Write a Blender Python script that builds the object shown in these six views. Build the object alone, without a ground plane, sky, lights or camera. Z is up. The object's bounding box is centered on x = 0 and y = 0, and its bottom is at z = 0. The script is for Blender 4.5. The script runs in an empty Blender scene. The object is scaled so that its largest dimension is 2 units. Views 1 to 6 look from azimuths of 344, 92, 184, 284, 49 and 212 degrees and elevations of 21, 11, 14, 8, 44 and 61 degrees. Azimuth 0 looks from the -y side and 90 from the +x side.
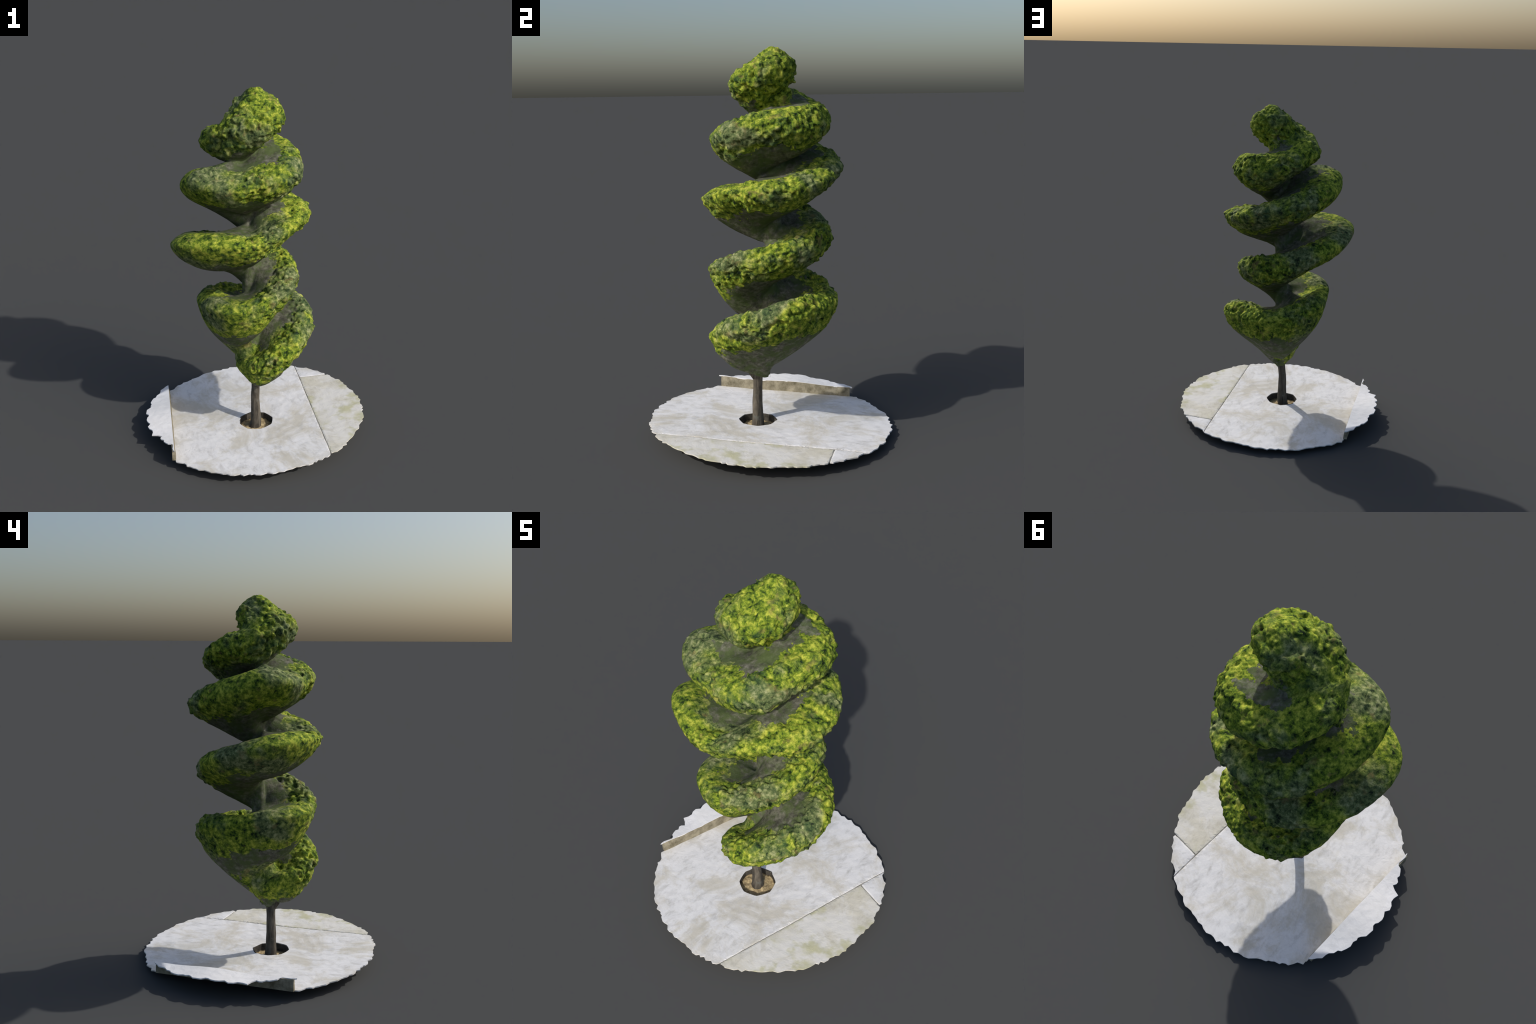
"""Spiral-clipped topiary tree standing in a round cut-out of stone pavement."""
import bpy, bmesh, math, random
import numpy as np
from mathutils import Vector, noise
from mathutils.kdtree import KDTree

random.seed(7)
rng = np.random.default_rng(7)
col = bpy.context.scene.collection


# ------------------------------------------------------------------ helpers
def new_object(name, bm_or_mesh, parent=None, mat=None, smooth=True):
    if isinstance(bm_or_mesh, bmesh.types.BMesh):
        me = bpy.data.meshes.new(name)
        bm_or_mesh.to_mesh(me)
        bm_or_mesh.free()
    else:
        me = bm_or_mesh
    me.name = name
    ob = bpy.data.objects.new(name, me)
    col.objects.link(ob)
    if parent:
        ob.parent = parent
    if mat:
        me.materials.clear()
        me.materials.append(mat)
    me.polygons.foreach_set("use_smooth", [smooth] * len(me.polygons))
    return ob


def empty(name, parent=None):
    ob = bpy.data.objects.new(name, None)
    ob.empty_display_size = 0.1
    col.objects.link(ob)
    if parent:
        ob.parent = parent
    return ob


def pchip(xs, ys, x):
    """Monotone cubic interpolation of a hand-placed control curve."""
    xs, ys, x = np.asarray(xs, float), np.asarray(ys, float), np.asarray(x, float)
    h = np.diff(xs)
    d = np.diff(ys) / h
    m = np.zeros_like(ys)
    for i in range(1, len(xs) - 1):
        if d[i - 1] * d[i] > 0:
            w1, w2 = 2 * h[i] + h[i - 1], h[i] + 2 * h[i - 1]
            m[i] = (w1 + w2) / (w1 / d[i - 1] + w2 / d[i])
    m[0], m[-1] = d[0], d[-1]
    i = np.clip(np.searchsorted(xs, x) - 1, 0, len(xs) - 2)
    t = (x - xs[i]) / h[i]
    return ((1 + 2 * t) * (1 - t) ** 2 * ys[i] + t * (1 - t) ** 2 * h[i] * m[i]
            + t * t * (3 - 2 * t) * ys[i + 1] + t * t * (t - 1) * h[i] * m[i + 1])


def smoothstep(a, b, x):
    t = np.clip((x - a) / (b - a), 0, 1)
    return t * t * (3 - 2 * t)


def catmull(pts, per=5):
    """Open Catmull-Rom curve through section points, resampled."""
    p = np.asarray(pts, float)
    q = np.vstack([2 * p[0] - p[1], p, 2 * p[-1] - p[-2]])
    out = []
    for i in range(1, len(q) - 2):
        for k in range(per):
            t = k / per
            a, b, c, d = q[i - 1], q[i], q[i + 1], q[i + 2]
            out.append(0.5 * (2 * b + (c - a) * t + (2 * a - 5 * b + 4 * c - d) * t * t
                              + (3 * b - a - 3 * c + d) * t ** 3))
    out.append(p[-1])
    return np.array(out)


def tube(bm, path, radii, sides=24, cap=True):
    """Closed round tube along a path of points."""
    rings = []
    n = len(path)
    for i, (p, r) in enumerate(zip(path, radii)):
        p = Vector(p)
        d = (Vector(path[min(i + 1, n - 1)]) - Vector(path[max(i - 1, 0)])).normalized()
        x = d.cross(Vector((0, 1, 0)))
        if x.length < 1e-4:
            x = Vector((1, 0, 0))
        x.normalize()
        y = d.cross(x)
        rings.append([bm.verts.new(p + (x * math.cos(2 * math.pi * k / sides)
                                        + y * math.sin(2 * math.pi * k / sides)) * r)
                      for k in range(sides)])
    for a, b in zip(rings, rings[1:]):
        for k in range(sides):
            j = (k + 1) % sides
            bm.faces.new((a[k], a[j], b[j], b[k]))
    if cap:
        bm.faces.new(rings[0][::-1])
        bm.faces.new(rings[-1])
    return rings


# ---------------------------------------------------------------- materials
class Nodes:
    def __init__(self, name):
        self.mat = bpy.data.materials.new(name)
        self.mat.use_nodes = True
        self.t = self.mat.node_tree
        self.bsdf = self.t.nodes["Principled BSDF"]
        self.co = self.add("ShaderNodeTexCoord").outputs["Object"]

    def add(self, kind, **kw):
        n = self.t.nodes.new(kind)
        for k, v in kw.items():
            setattr(n, k, v)
        return n

    def link(self, a, b):
        self.t.links.new(a, b)

    def mapping(self, scale=(1, 1, 1), rot=(0, 0, 0), loc=(0, 0, 0)):
        m = self.add("ShaderNodeMapping")
        m.inputs["Scale"].default_value = scale
        m.inputs["Rotation"].default_value = rot
        m.inputs["Location"].default_value = loc
        self.link(self.co, m.inputs["Vector"])
        return m.outputs[0]

    def noise(self, scale, detail=4, rough=0.55, vec=None, dist=0.0):
        n = self.add("ShaderNodeTexNoise")
        n.inputs["Scale"].default_value = scale
        n.inputs["Detail"].default_value = detail
        n.inputs["Roughness"].default_value = rough
        n.inputs["Distortion"].default_value = dist
        self.link(vec or self.co, n.inputs["Vector"])
        return n.outputs["Fac"]

    def voronoi(self, scale, feature="F1", vec=None, out="Distance"):
        n = self.add("ShaderNodeTexVoronoi", feature=feature)
        n.inputs["Scale"].default_value = scale
        self.link(vec or self.co, n.inputs["Vector"])
        return n.outputs[out]

    def ramp(self, fac, stops):
        r = self.add("ShaderNodeValToRGB")
        e = r.color_ramp.elements
        while len(e) < len(stops):
            e.new(0.5)
        for el, (p, c) in zip(e, stops):
            el.position = p
            el.color = (*c, 1) if len(c) == 3 else c
        self.link(fac, r.inputs[0])
        return r.outputs[0]

    def mask(self, fac, lo, hi):
        m = self.add("ShaderNodeMapRange", interpolation_type="SMOOTHSTEP")
        m.inputs["From Min"].default_value = lo
        m.inputs["From Max"].default_value = hi
        self.link(fac, m.inputs["Value"])
        return m.outputs[0]

    def math(self, op, a, b=0.0):
        m = self.add("ShaderNodeMath", operation=op)
        for s, v in zip(m.inputs, (a, b)):
            if isinstance(v, (int, float)):
                s.default_value = v
            else:
                self.link(v, s)
        return m.outputs[0]

    def mix(self, fac, a, b, blend="MIX"):
        m = self.add("ShaderNodeMix", data_type="RGBA", blend_type=blend)
        for s, v in ((m.inputs[0], fac), (m.inputs[6], a), (m.inputs[7], b)):
            if isinstance(v, (int, float)):
                s.default_value = v
            elif isinstance(v, tuple):
                s.default_value = (*v, 1)
            else:
                self.link(v, s)
        return m.outputs[2]

    def finish(self, colour, rough=0.9, spec=0.2, bump=None, strength=0.3, dist=0.004):
        self.link(colour, self.bsdf.inputs["Base Color"])
        self.bsdf.inputs["Roughness"].default_value = rough
        self.bsdf.inputs["Specular IOR Level"].default_value = spec
        if bump is not None:
            b = self.add("ShaderNodeBump")
            b.inputs["Strength"].default_value = strength
            b.inputs["Distance"].default_value = dist
            self.link(bump, b.inputs["Height"])
            self.link(b.outputs[0], self.bsdf.inputs["Normal"])
        return self.mat


def foliage_material():
    n = Nodes("clipped_foliage")
    fine = n.noise(46, 6, 0.75)
    clump = n.noise(22, 4, 0.65, dist=0.6)
    patch = n.noise(3.6, 4, 0.6, dist=0.4)
    f = n.math("ADD", n.math("MULTIPLY", fine, 0.55), n.math("MULTIPLY", clump, 0.45))
    green = n.ramp(f, [(0.39, (0.010, 0.020, 0.009)), (0.445, (0.070, 0.122, 0.015)),  # near-black end paints the shade in leaf pits, as random flecks
                       (0.51, (0.190, 0.260, 0.026)), (0.60, (0.48, 0.50, 0.072))])  # mid green dimmed part-way to the baked shaded side; top stop is sunlit clumps
    dull = n.ramp(f, [(0.39, (0.014, 0.020, 0.015)), (0.45, (0.062, 0.090, 0.040)),  # greyed greens: baked shade of the -y side, tinted in as noise patches
                      (0.52, (0.135, 0.165, 0.080)), (0.61, (0.31, 0.33, 0.20))])
    c = n.mix(n.math("MULTIPLY", n.mask(patch, 0.47, 0.62), 0.85), green, dull)
    # browned twig tips and dark blue-green colour in scattered spots
    c = n.mix(n.math("MULTIPLY", n.mask(n.noise(17, 3, 0.6), 0.59, 0.70), 0.5), c,
              (0.23, 0.17, 0.07))
    c = n.mix(n.math("MULTIPLY", n.mask(n.noise(9, 4, 0.6, n.mapping(loc=(3, 5, 1))), 0.56, 0.68), 0.5), c,
              (0.040, 0.085, 0.036))
    return n.finish(c, 0.95, 0.12, n.noise(110, 4, 0.7), 0.5, 0.006)


def twig_material():
    n = Nodes("bare_inner_twigs")
    c = n.ramp(n.noise(34, 6, 0.7), [(0.32, (0.045, 0.046, 0.036)), (0.5, (0.120, 0.120, 0.092)),
                                     (0.68, (0.23, 0.225, 0.185))])
    c = n.mix(n.math("MULTIPLY", n.mask(n.noise(11, 6, 0.75), 0.40, 0.60), 0.85), c, (0.082, 0.118, 0.038))
    return n.finish(c, 0.95, 0.1, n.noise(80, 5, 0.7), 0.5, 0.006)


def bark_material():
    n = Nodes("grey_brown_bark")
    v = n.mapping((1, 1, 0.16))
    c = n.ramp(n.noise(70, 6, 0.65, v), [(0.3, (0.030, 0.027, 0.023)), (0.5, (0.085, 0.075, 0.061)),
                                         (0.7, (0.165, 0.145, 0.115))])
    c = n.mix(n.mask(n.noise(22, 3), 0.55, 0.7), c, (0.12, 0.12, 0.105))
    return n.finish(c, 0.9, 0.15, n.noise(90, 5, 0.7, v), 0.7, 0.004)


def stone_material(name, base, dark, stain, stain_amount, moss=0.0):
    n = Nodes(name)
    streak = n.noise(20, 6, 0.65, n.mapping((1, 0.5, 1), (0, 0, 0.9)), 0.4)
    c = n.ramp(streak, [(0.26, dark), (0.48, base), (0.74, tuple(min(1, 1.08 * x) for x in base))])
    blotch = n.math("MULTIPLY", n.mask(n.noise(3.6, 6, 0.7, dist=0.6), 0.42, 0.62), stain_amount)
    c = n.mix(blotch, c, stain)
    c = n.mix(n.math("MULTIPLY", n.mask(n.noise(13, 5, 0.7, dist=0.8), 0.55, 0.72), 0.45), c, dark)
    c = n.mix(n.math("MULTIPLY", n.mask(n.noise(70, 4, 0.7), 0.62, 0.76), 0.30), c, dark)
    if moss:
        c = n.mix(n.math("MULTIPLY", n.mask(n.noise(5, 4, 0.6), 0.54, 0.68), moss), c,
                  (0.47, 0.46, 0.25))
    return n.finish(c, 0.85, 0.25, n.noise(90, 5, 0.6), 0.25, 0.003)


def plain_material(name, lo, hi, scale, bump=0.4):
    n = Nodes(name)
    f = n.noise(scale, 5, 0.65)
    return n.finish(n.ramp(f, [(0.32, lo), (0.68, hi)]), 0.95, 0.1, f, bump, 0.005)


M_FOLIAGE = foliage_material()
M_TWIG = twig_material()
M_BARK = bark_material()
M_MAIN = stone_material("pale_limestone", (0.75, 0.75, 0.755), (0.50, 0.495, 0.48), (0.55, 0.515, 0.425), 0.75)
M_BEIGE = stone_material("beige_limestone", (0.62, 0.595, 0.51), (0.46, 0.435, 0.36), (0.72, 0.71, 0.68), 0.9, 0.7)
M_KERB = stone_material("white_kerb_stone", (0.80, 0.80, 0.815), (0.70, 0.70, 0.70), (0.74, 0.74, 0.73), 0.4)
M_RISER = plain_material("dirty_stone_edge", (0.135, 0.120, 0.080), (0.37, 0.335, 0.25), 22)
M_MORTAR = plain_material("grey_mortar", (0.15, 0.14, 0.11), (0.52, 0.50, 0.46), 13)
M_PIT = plain_material("dark_pit_rim", (0.035, 0.033, 0.03), (0.11, 0.10, 0.085), 40)
M_SOIL = plain_material("sandy_soil", (0.20, 0.145, 0.08), (0.62, 0.50, 0.29), 75, 0.9)


# ------------------------------------------------------ the spiral of foliage
# One continuous shelf winds up round the stem, anticlockwise seen from above
# (winding angle in degrees, 0 = +x).  Each row:
# winding angle, reach of the lip, height of the lip, rise of the top above the
# lip, fall of the underside at 60 % of the reach, fall of the underside at the stem
SHELF = [
    (200, .129, .426, .026, .026, .100),
    (230, .192, .459, .041, .088, .125),
    (260, .277, .485, .057, .152, .165),
    (290, .324, .546, .069, .176, .255),
    (320, .346, .615, .072, .167, .303),
    (350, .360, .660, .074, .171, .333),
    (380, .362, .690, .091, .184, .325),
    (410, .346, .698, .085, .191, .325),
    (440, .356, .709, .073, .204, .336),
    (470, .354, .737, .073, .228, .373),
    (500, .332, .771, .072, .244, .405),
    (530, .305, .797, .056, .246, .395),
    (560, .318, .830, .054, .240, .353),
    (590, .336, .843, .053, .240, .301),
    (620, .323, .858, .058, .200, .257),
    (650, .296, .898, .067, .152, .221),
    (680, .281, .932, .074, .136, .194),
    (710, .270, .957, .072, .122, .185),
    (740, .286, .983, .078, .117, .185),
    (770, .302, .999, .090, .122, .185),
    (800, .315, 1.022, .099, .122, .186),
    (830, .343, 1.053, .089, .116, .191),
    (860, .377, 1.113, .075, .116, .201),
    (890, .423, 1.166, .067, .139, .211),
    (920, .468, 1.222, .066, .167, .217),
    (950, .397, 1.243, .055, .171, .222),
    (980, .355, 1.244, .029, .146, .226),
    (1010, .314, 1.270, .034, .122, .227),
    (1040, .314, 1.296, .045, .107, .210),
    (1070, .349, 1.299, .057, .113, .190),
    (1100, .365, 1.310, .061, .121, .178),
    (1130, .370, 1.348, .058, .122, .184),
    (1160, .374, 1.384, .066, .114, .200),
    (1190, .389, 1.408, .090, .117, .218),
    (1220, .359, 1.447, .098, .123, .230),
    (1250, .364, 1.484, .099, .125, .226),
    (1280, .376, 1.537, .081, .130, .218),
    (1310, .328, 1.527, .062, .132, .209),
    (1340, .279, 1.535, .067, .132, .208),
    (1370, .303, 1.543, .082, .130, .207),
    (1400, .315, 1.561, .094, .140, .225),
    (1430, .296, 1.598, .090, .130, .235),
    (1460, .314, 1.603, .100, .125, .220),
    (1490, .338, 1.598, .119, .125, .182),
    (1520, .321, 1.619, .106, .107, .150),
    (1550, .309, 1.654, .093, .075, .129),
    (1580, .273, 1.693, .095, .075, .128),
    (1610, .232, 1.719, .083, .093, .136),
    (1640, .191, 1.753, .088, .110, .149),
    (1670, .175, 1.781, .094, .119, .159),
    (1700, .177, 1.798, .089, .111, .161),
    (1730, .201, 1.804, .081, .098, .160),
    (1760, .212, 1.827, .081, .092, .165),
    (1790, .210, 1.856, .086, .099, .170),
    (1820, .197, 1.875, .082, .103, .170),
    (1850, .175, 1.884, .074, .105, .168),
    (1880, .146, 1.888, .064, .105, .165),
    (1910, .113, 1.889, .052, .104, .163),
    (1940, .078, 1.889, .040, .103, .160),
]
SHELF = np.array(SHELF)
# how far the top sinks towards the stem (negative: it swells up into the stem)
DISH = [(200, .0), (330, .03), (390, .055), (460, .03), (500, .02), (600, .022), (680, .015), (760, .012),
        (820, .014), (880, .024), (940, .024), (1000, .0), (1060, -.02), (1150, .0), (1240, -.02),
        (1310, -.035), (1420, -.025), (1480, -.02), (1560, -.055), (1640, -.05), (1940, .0)]


def shelf_at(u):
    """Catmull-Rom curve through the shelf controls."""
    k = SHELF[:, 0]
    u = np.asarray(u, float)
    i = np.clip(np.searchsorted(k, u, side="right") - 1, 0, len(k) - 2)
    t = ((u - k[i]) / (k[i + 1] - k[i]))[:, None]
    c = SHELF[:, 1:]
    g = lambda j: c[np.clip(j, 0, len(k) - 1)]
    p0, p1, p2, p3 = g(i - 1), g(i), g(i + 1), g(i + 2)
    return (0.5 * (2 * p1 + (p2 - p0) * t + (2 * p0 - 5 * p1 + 4 * p2 - p3) * t ** 2
                   + (3 * p1 - p0 - 3 * p2 + p3) * t ** 3)).T


def spiral_shelf(bm):
    us = np.arange(SHELF[0, 0], SHELF[-1, 0] - 4, 3.0)
    rings = []
    dish = np.interp(us, *zip(*DISH))
    for u, dd, r, z, t, b, i in zip(us, dish, *shelf_at(us)):
        a = math.radians(u)
        sec = [(0, z - i), (r * .15, z - i * .97), (r * .60, z - b), (r * .88, z - b * .5),
               (r, z), (r * .965, z + t * .55), (r * .80, z + t), (r * .48, z + t * .87 - dd * .7),
               (r * .2, z + t * .9 - dd), (0, z + t - dd)]
        ring = [bm.verts.new((rr * math.cos(a), rr * math.sin(a), zz)) for rr, zz in catmull(sec, 4)]
        rings.append(ring)
    for p, q in zip(rings, rings[1:]):
        for k in range(len(p)):
            j = (k + 1) % len(p)
            bm.faces.new((p[k], p[j], q[j], q[k]))
    bm.faces.new(rings[0])
    bm.faces.new(rings[-1][::-1])


def pointed_top(bm):
    """Blunt, leaning cone whose base runs down into the last half turn."""
    pts = [(.073 + .045 * math.cos(k), .040 + .040 * math.sin(k), 1.981) for k in np.linspace(0, 6.28, 13)]
    pts += [(.073 + .024 * math.cos(k), .040 + .024 * math.sin(k), 2.002) for k in np.linspace(0, 6.28, 9)]
    pts += [(.075 + .062 * math.cos(k), .050 + .062 * math.sin(k), 1.94) for k in np.linspace(-1, 2.6, 9)]
    pts += [(.045 + .096 * math.cos(k), .046 + .096 * math.sin(k), 1.825) for k in np.linspace(0, 6.28, 13)]
    us = np.arange(1622, 1900, 9.0)
    for u, r, z, t, b, i in zip(us, *shelf_at(us)):
        a = math.radians(u)
        pts += [(r * .94 * math.cos(a), r * .94 * math.sin(a), z + t * .45),
                (r * .78 * math.cos(a), r * .78 * math.sin(a), z + t * .9)]
    bm2 = bmesh.new()
    for p in pts:
        bm2.verts.new(p)
    res = bmesh.ops.convex_hull(bm2, input=bm2.verts[:])
    for v in [g for g in res["geom_interior"] if isinstance(g, bmesh.types.BMVert)]:
        if v.is_valid and not v.link_faces:
            bm2.verts.remove(v)
    me = bpy.data.meshes.new("top_hull")
    bm2.to_mesh(me)
    bm2.free()
    bm.from_mesh(me)
    bpy.data.meshes.remove(me)


def build_crown_mesh():
    bm = bmesh.new()
    spiral_shelf(bm)
    # leafy core round the stem
    core = [(.300, -.008, -.066, .026), (.335, -.012, -.055, .040), (.38, -.022, -.04, .066),
            (.45, -.03, -.03, .090), (.58, -.015, -.01, .062), (.80, -.012, .0, .040),
            (1.0, -.006, .015, .038), (1.3, .0, .03, .055), (1.6, .02, .02, .07), (1.70, .005, .045, .075),
            (1.80, .01, .05, .085)]
    cz, cx, cy, cr = zip(*core)
    zs = np.linspace(cz[0], cz[-1], 40)
    tube(bm, [(np.interp(z, cz, cx), np.interp(z, cz, cy), z) for z in zs], np.interp(zs, cz, cr), 20)
    pointed_top(bm)
    bmesh.ops.recalc_face_normals(bm, faces=bm.faces)
    ob = new_object("crown_source", bm)
    rm = ob.modifiers.new("remesh", "REMESH")
    rm.mode = "VOXEL"
    rm.voxel_size = 0.0052
    sm = ob.modifiers.new("smooth", "SMOOTH")
    sm.factor = 0.5
    sm.iterations = 12
    dg = bpy.context.evaluated_depsgraph_get()
    me = bpy.data.meshes.new_from_object(ob.evaluated_get(dg))
    src = ob.data
    bpy.data.objects.remove(ob)
    bpy.data.meshes.remove(src)
    return me


def lip_distance(co):
    """Distance of every vertex from the clipped outer lip of the spiral."""
    us = np.arange(205, 1930, 2.0)
    tree_ = KDTree(len(us) + 40)
    n = 0
    for u, (r, z, t, b, i) in zip(us, shelf_at(us).T):
        a = math.radians(u)
        tree_.insert((r * .95 * math.cos(a), r * .95 * math.sin(a), z + .2 * t), n)
        n += 1
    for f in np.linspace(0, 1, 40):                       # the solid top is leafy throughout
        tree_.insert((.073 - .04 * f, .04 - .03 * f, 1.98 - .16 * f), n)
        n += 1
    tree_.balance()
    return np.array([tree_.find(p)[2] for p in co])


def leaf_relief(me):
    """Clumps of clipped leaves: lumpy and pitted on the outer face, calm near the stem."""
    n = len(me.vertices)
    co = np.empty(n * 3)
    no = np.empty(n * 3)
    me.vertices.foreach_get("co", co)
    me.vertices.foreach_get("normal", no)
    co, no = co.reshape(-1, 3), no.reshape(-1, 3)
    dist = lip_distance(co)
    phi = np.degrees(np.arctan2(co[:, 1], co[:, 0])) % 360
    outer = 0.08 + 0.92 * (1 - smoothstep(.085, .16, dist))
    calm = smoothstep(120, 165, phi) * (1 - smoothstep(235, 262, phi)) * (1 - smoothstep(1.55, 1.7, co[:, 2]))
    amp = outer * (1 - 0.82 * calm)
    d = np.empty(n)
    leafy = np.empty(n)
    for i, p in enumerate(co):
        v = Vector(p)
        q = v + 0.014 * noise.noise_vector(v * 26)
        near = noise.voronoi(q * 25)[0]
        pit = max(0.0, noise.noise(v * 38 + Vector((7, 1, 3))) - .10)
        rough = 0.55 + 0.9 * max(0.0, noise.noise(v * 6 + Vector((2, 8, 5))) + .25)
        d[i] = 1.3 * rough * (0.015 * (0.45 - near[0]) + 0.010 * noise.noise(v * 19) - 0.030 * pit
                        + 0.0038 * noise.noise(v * 58)) - .0015
        leafy[i] = dist[i] + .075 * noise.noise(v * 6) + .045 * noise.noise(v * 21) + .03 * noise.noise(v * 70)
    co = co + no * (d * amp)[:, None]
    me.vertices.foreach_set("co", co.ravel())
    me.update()
    return leafy


def split_by_region(me, value, limit, names, mats, parent):
    """One smooth surface parted by face region, sharing the whole body's normals."""
    n = len(me.vertices)
    no = np.empty(n * 3)
    me.vertices.foreach_get("normal", no)
    no = no.reshape(-1, 3)
    me.polygons.foreach_set("use_smooth", [True] * len(me.polygons))
    out = []
    for side, (name, mat) in enumerate(zip(names, mats)):
        part = me.copy()
        bm = bmesh.new()
        bm.from_mesh(part)
        idx = bm.verts.layers.int.new("source_index")
        for v in bm.verts:
            v[idx] = v.index
        dead = [f for f in bm.faces
                if (sum(value[v.index] for v in f.verts) / len(f.verts) < limit) == bool(side)]
        bmesh.ops.delete(bm, geom=dead, context="FACES")
        keep = [v[idx] for v in bm.verts]
        bm.verts.layers.int.remove(idx)
        bm.to_mesh(part)
        bm.free()
        part.normals_split_custom_set_from_vertices([tuple(no[k]) for k in keep])
        ob = new_object(name, part, parent, mat)
        ob["kind"] = "stuff"
        out.append(ob)
    return out


tree = empty("spiral_topiary_tree")
tree["label"] = "tall clipped evergreen spiral topiary rooted in a round stone pavement"
tree["category"] = "topiary tree"

crown = build_crown_mesh()
leafy = leaf_relief(crown)
crown_part = empty("crown", tree)
split_by_region(crown, leafy, .148, ("foliage", "bare_twigs"), (M_FOLIAGE, M_TWIG), crown_part)
bpy.data.meshes.remove(crown)

# --------------------------------------------------------------------- trunk
bm = bmesh.new()
zs = np.linspace(.003, .42, 40)
path = [(np.interp(z, [0, .15, .42], [-.024, -.016, -.006]) + .003 * math.sin(z * 23),
         np.interp(z, [0, .15, .42], [-.070, -.072, -.060]), z) for z in zs]
tube(bm, path, np.interp(zs, [0, .03, .09, .25, .42], [.036, .032, .028, .0245, .024]), 28)
for v in bm.verts:
    d = noise.noise(Vector((v.co.x * 60, v.co.y * 60, v.co.z * 14)))
    v.co.x += .0035 * d
    v.co.y += .0035 * noise.noise(Vector((v.co.y * 60, v.co.x * 60, v.co.z * 14 + 9)))
trunk = new_object("trunk", bm, tree, M_BARK)
# pruned side shoot that runs from the stem into the lowest foliage
bm = bmesh.new()
tube(bm, [(-.012, -.074, .262), (-.008, -.086, .288), (-.004, -.098, .315), (.0, -.11, .35)],
     [.008, .011, .016, .02], 12)
new_object("side_shoot", bm, trunk, M_BARK)

# ------------------------------------------------------------------ pavement
PIT = Vector((-.016, -.073))
PIT_R = .101
THICK = .006


def lie(x, y):
    """The paving lies on a slight slope."""
    sag = .008 * math.exp(-((x + .016) ** 2 + (y + .073) ** 2) / .08)
    return .0575 + .0275 * x - .0342 * y - sag


def kerb_top(x, y):
    out = max(0.0, -(x + .4875 - .16 * (y - .07)))          # distance outward from the step
    return .103 - .036 * y + .004 * math.sin(y * 13) - .02 * out


paving = empty("pavement", tree)
N_EDGE = 200
rim = []
ang = 0.0
while ang < 2 * math.pi - .015:
    rough_side = 1.2 if 2.5 < ang < 3.75 else 1.0
    rim.append((ang, .641 + rough_side * random.uniform(-.011, .007)))
    if 3.30 < ang < 3.62:                                    # a broken-out bite
        rim[-1] = (ang, .612 + random.uniform(-.012, .012))
    ang += random.uniform(.018, .045)


def rim_radius(a):
    a %= 2 * math.pi
    for (a0, r0), (a1, r1) in zip(rim, rim[1:] + [(rim[0][0] + 2 * math.pi, rim[0][1])]):
        if a0 <= a < a1:
            return r0 + (r1 - r0) * (a - a0) / (a1 - a0)
    return rim[0][1]


def pit_radius(a):
    """Roughly eight-sided hole."""
    k = (a % (math.pi / 4)) - math.pi / 8
    return PIT_R * (0.35 + 0.65 * math.cos(math.pi / 8) / math.cos(k))


def paving_disc(top, thick, shrink=0.0, drop=0.0):
    """Closed ring slab between pit and ragged outer edge."""
    bm = bmesh.new()
    angs = [a for a, _ in rim]
    steps = 36
    top_r, bot_r = [], []
    for a in angs:
        inner = Vector((PIT.x + pit_radius(a) * math.cos(a), PIT.y + pit_radius(a) * math.sin(a)))
        R = rim_radius(a) - shrink
        outer = Vector((R * math.cos(a), R * math.sin(a)))
        tr, br = [], []
        for s in range(steps + 1):
            p = inner.lerp(outer, s / steps)
            w = noise.noise(Vector((p.x * 5, p.y * 5, 1))) * .0025 + noise.noise(Vector((p.x * 30, p.y * 30, 4))) * .0012
            tr.append(bm.verts.new((p.x, p.y, top(p.x, p.y) - drop + w)))
        for s in (0, steps):
            p = tr[s].co
            br.append(bm.verts.new((p.x, p.y, p.z - thick)))
        top_r.append(tr)
        bot_r.append(br)
    n = len(angs)
    for i in range(n):
        j = (i + 1) % n
        for s in range(steps):
            bm.faces.new((top_r[i][s], top_r[i][s + 1], top_r[j][s + 1], top_r[j][s]))
        bm.faces.new((bot_r[j][0], bot_r[j][1], bot_r[i][1], bot_r[i][0]))
        bm.faces.new((top_r[i][-1], bot_r[i][1], bot_r[j][1], top_r[j][-1]))
        bm.faces.new((top_r[j][0], bot_r[j][0], bot_r[i][0], top_r[i][0]))
    bmesh.ops.recalc_face_normals(bm, faces=bm.faces)
    return bm


def keep_side(bm, p, q, offset=0.0):
    """Cut along the vertical plane through p and q, keep the left side, close the cut."""
    d = (Vector(q) - Vector(p)).normalized()
    nrm = Vector((-d.y, d.x, 0))
    geom = bm.verts[:] + bm.edges[:] + bm.faces[:]
    res = bmesh.ops.bisect_plane(bm, geom=geom, plane_co=Vector((p[0], p[1], 0)) + nrm * offset,
                                 plane_no=nrm, clear_inner=True)
    edges = [e for e in bm.edges if e.is_boundary]
    bmesh.ops.holes_fill(bm, edges=edges, sides=0)
    bmesh.ops.recalc_face_normals(bm, faces=bm.faces)


JOINT = ((.26, -.569), (.412, .43))        # long joint on the +x side
CROSS = ((.395, .322), (.57, .287))        # short joint that meets it
KERB = ((-.557, -.32), (-.432, .46))       # step up on the -x side
GAP = .0022


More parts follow.
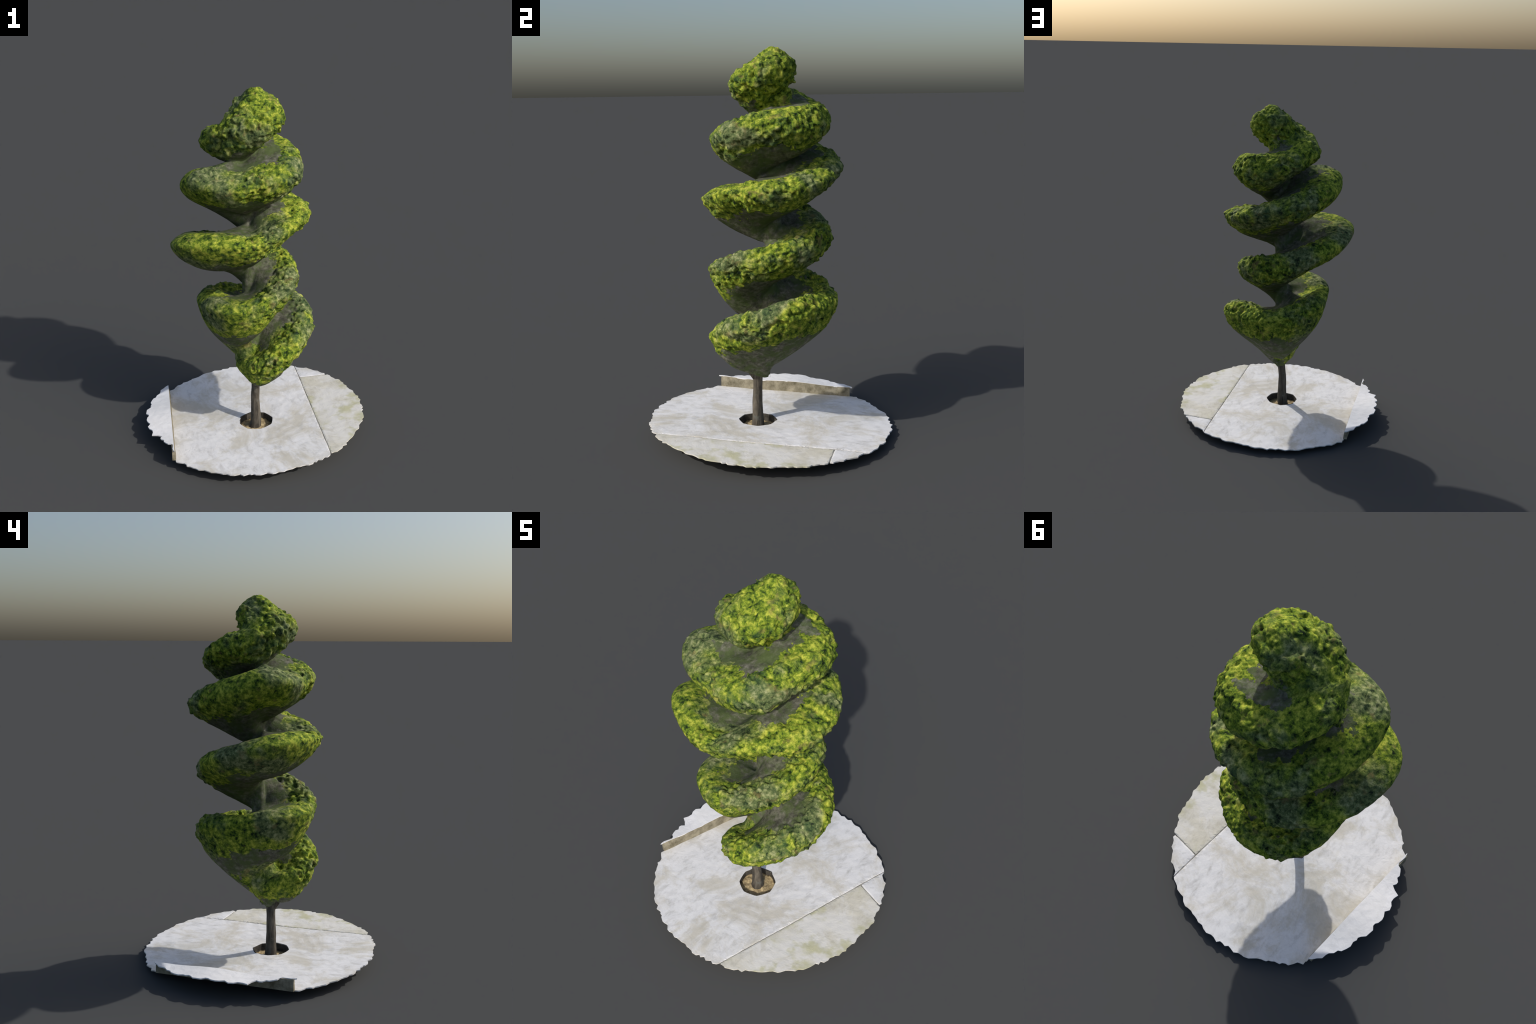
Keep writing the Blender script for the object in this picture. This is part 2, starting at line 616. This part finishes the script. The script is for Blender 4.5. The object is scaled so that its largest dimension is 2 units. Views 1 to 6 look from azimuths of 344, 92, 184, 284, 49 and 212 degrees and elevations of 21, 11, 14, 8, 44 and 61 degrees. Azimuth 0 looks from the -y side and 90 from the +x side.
def slab(name, cuts, mat, top=lie, thick=THICK):
    bm = paving_disc(top, thick)
    for p, q in cuts:
        keep_side(bm, p, q, GAP)
    for p, q in cuts:                                # worn, uneven arrises along the joints
        if (p, q) in (KERB, rev(KERB)):
            continue
        d = (Vector(q) - Vector(p)).normalized()
        nrm = Vector((-d.y, d.x, 0))
        for v in bm.verts:
            if abs((v.co - Vector((p[0], p[1], 0))).dot(nrm) - GAP) < 1e-4:
                top_side = v.co.z > lie(v.co.x, v.co.y) - .004
                v.co += nrm * (.0018 * noise.noise(v.co * 40) + .0014 * noise.noise(v.co * 9) + .0006)
                if top_side:
                    v.co.z -= .0018
    ob = new_object(name, bm, paving, mat, smooth=False)
    return ob


rev = lambda pq: (pq[1], pq[0])
slab("paving_slab", [JOINT, rev(KERB)], M_MAIN)
slab("paving_slab", [rev(JOINT), CROSS[::-1]], M_BEIGE)
slab("paving_slab", [rev(JOINT), CROSS], M_MAIN)
kerb = slab("kerb", [KERB], M_KERB, top=kerb_top)
bed = paving_disc(lie, .006, .02, .003)
keep_side(bed, KERB[1], KERB[0], .004)
new_object("mortar_joint", bed, paving, M_MORTAR, smooth=False)
# weathered upright face of the kerb
bm = bmesh.new()
p, q = Vector((*KERB[0], 0)), Vector((*KERB[1], 0))
d = (q - p).normalized()
nrm = Vector((-d.y, d.x, 0))
prev = None
for s in range(61):
    c = p.lerp(q, .010 + .974 * s / 60)
    wob = .0025 * noise.noise(c * 18)
    ring = [c + nrm * (.0015 + wob), c + nrm * .014, c + nrm * .016, c + nrm * (-.006 + wob)]
    zs_ = (kerb_top(c.x, c.y) - .002, kerb_top(c.x, c.y) - .003, lie(c.x, c.y) - .001, lie(c.x, c.y) - .003)
    ring = [bm.verts.new((v.x, v.y, z)) for v, z in zip(ring, zs_)]
    if prev:
        for k in range(4):
            bm.faces.new((prev[k], prev[(k + 1) % 4], ring[(k + 1) % 4], ring[k]))
    else:
        bm.faces.new(ring)
    prev = ring
bm.faces.new(prev[::-1])
bmesh.ops.recalc_face_normals(bm, faces=bm.faces)
new_object("kerb_face", bm, paving, M_RISER, smooth=False)

# pit wall (a short eight-sided sleeve) and the soil inside
bm = bmesh.new()
n = 48
loops = []
for rr, z in ((1.0, .050), (.985, .0), (1.05, .0), (1.06, .049)):
    loops.append([bm.verts.new((PIT.x + pit_radius(2 * math.pi * k / n) * rr * math.cos(2 * math.pi * k / n),
                                PIT.y + pit_radius(2 * math.pi * k / n) * rr * math.sin(2 * math.pi * k / n), z))
                  for k in range(n)])
for a, b in zip(loops, loops[1:] + loops[:1]):
    for k in range(n):
        j = (k + 1) % n
        bm.faces.new((a[k], a[j], b[j], b[k]))
bmesh.ops.recalc_face_normals(bm, faces=bm.faces)
new_object("pit_rim", bm, paving, M_PIT, smooth=False)

bm = bmesh.new()
prev = None
for s in range(15):
    ring = []
    for k in range(n):
        a = 2 * math.pi * k / n
        R = pit_radius(a) * .99 * (s + .2) / 14.2
        p = Vector((PIT.x + R * math.cos(a), PIT.y + R * math.sin(a), .012))
        p.z += .006 * noise.noise(p * 45) + .004 * noise.noise(p * 110) + .010 * math.exp(-(R / .045) ** 2)
        ring.append(bm.verts.new(p))
    if prev:
        for k in range(n):
            j = (k + 1) % n
            bm.faces.new((prev[k], ring[k], ring[j], prev[j]))
    else:
        bm.faces.new(ring)
    prev = ring
base = [bm.verts.new((v.co.x, v.co.y, .002)) for v in prev]
for k in range(n):
    j = (k + 1) % n
    bm.faces.new((prev[k], base[k], base[j], prev[j]))
bm.faces.new(base[::-1])
bmesh.ops.recalc_face_normals(bm, faces=bm.faces)
new_object("soil", bm, paving, M_SOIL)
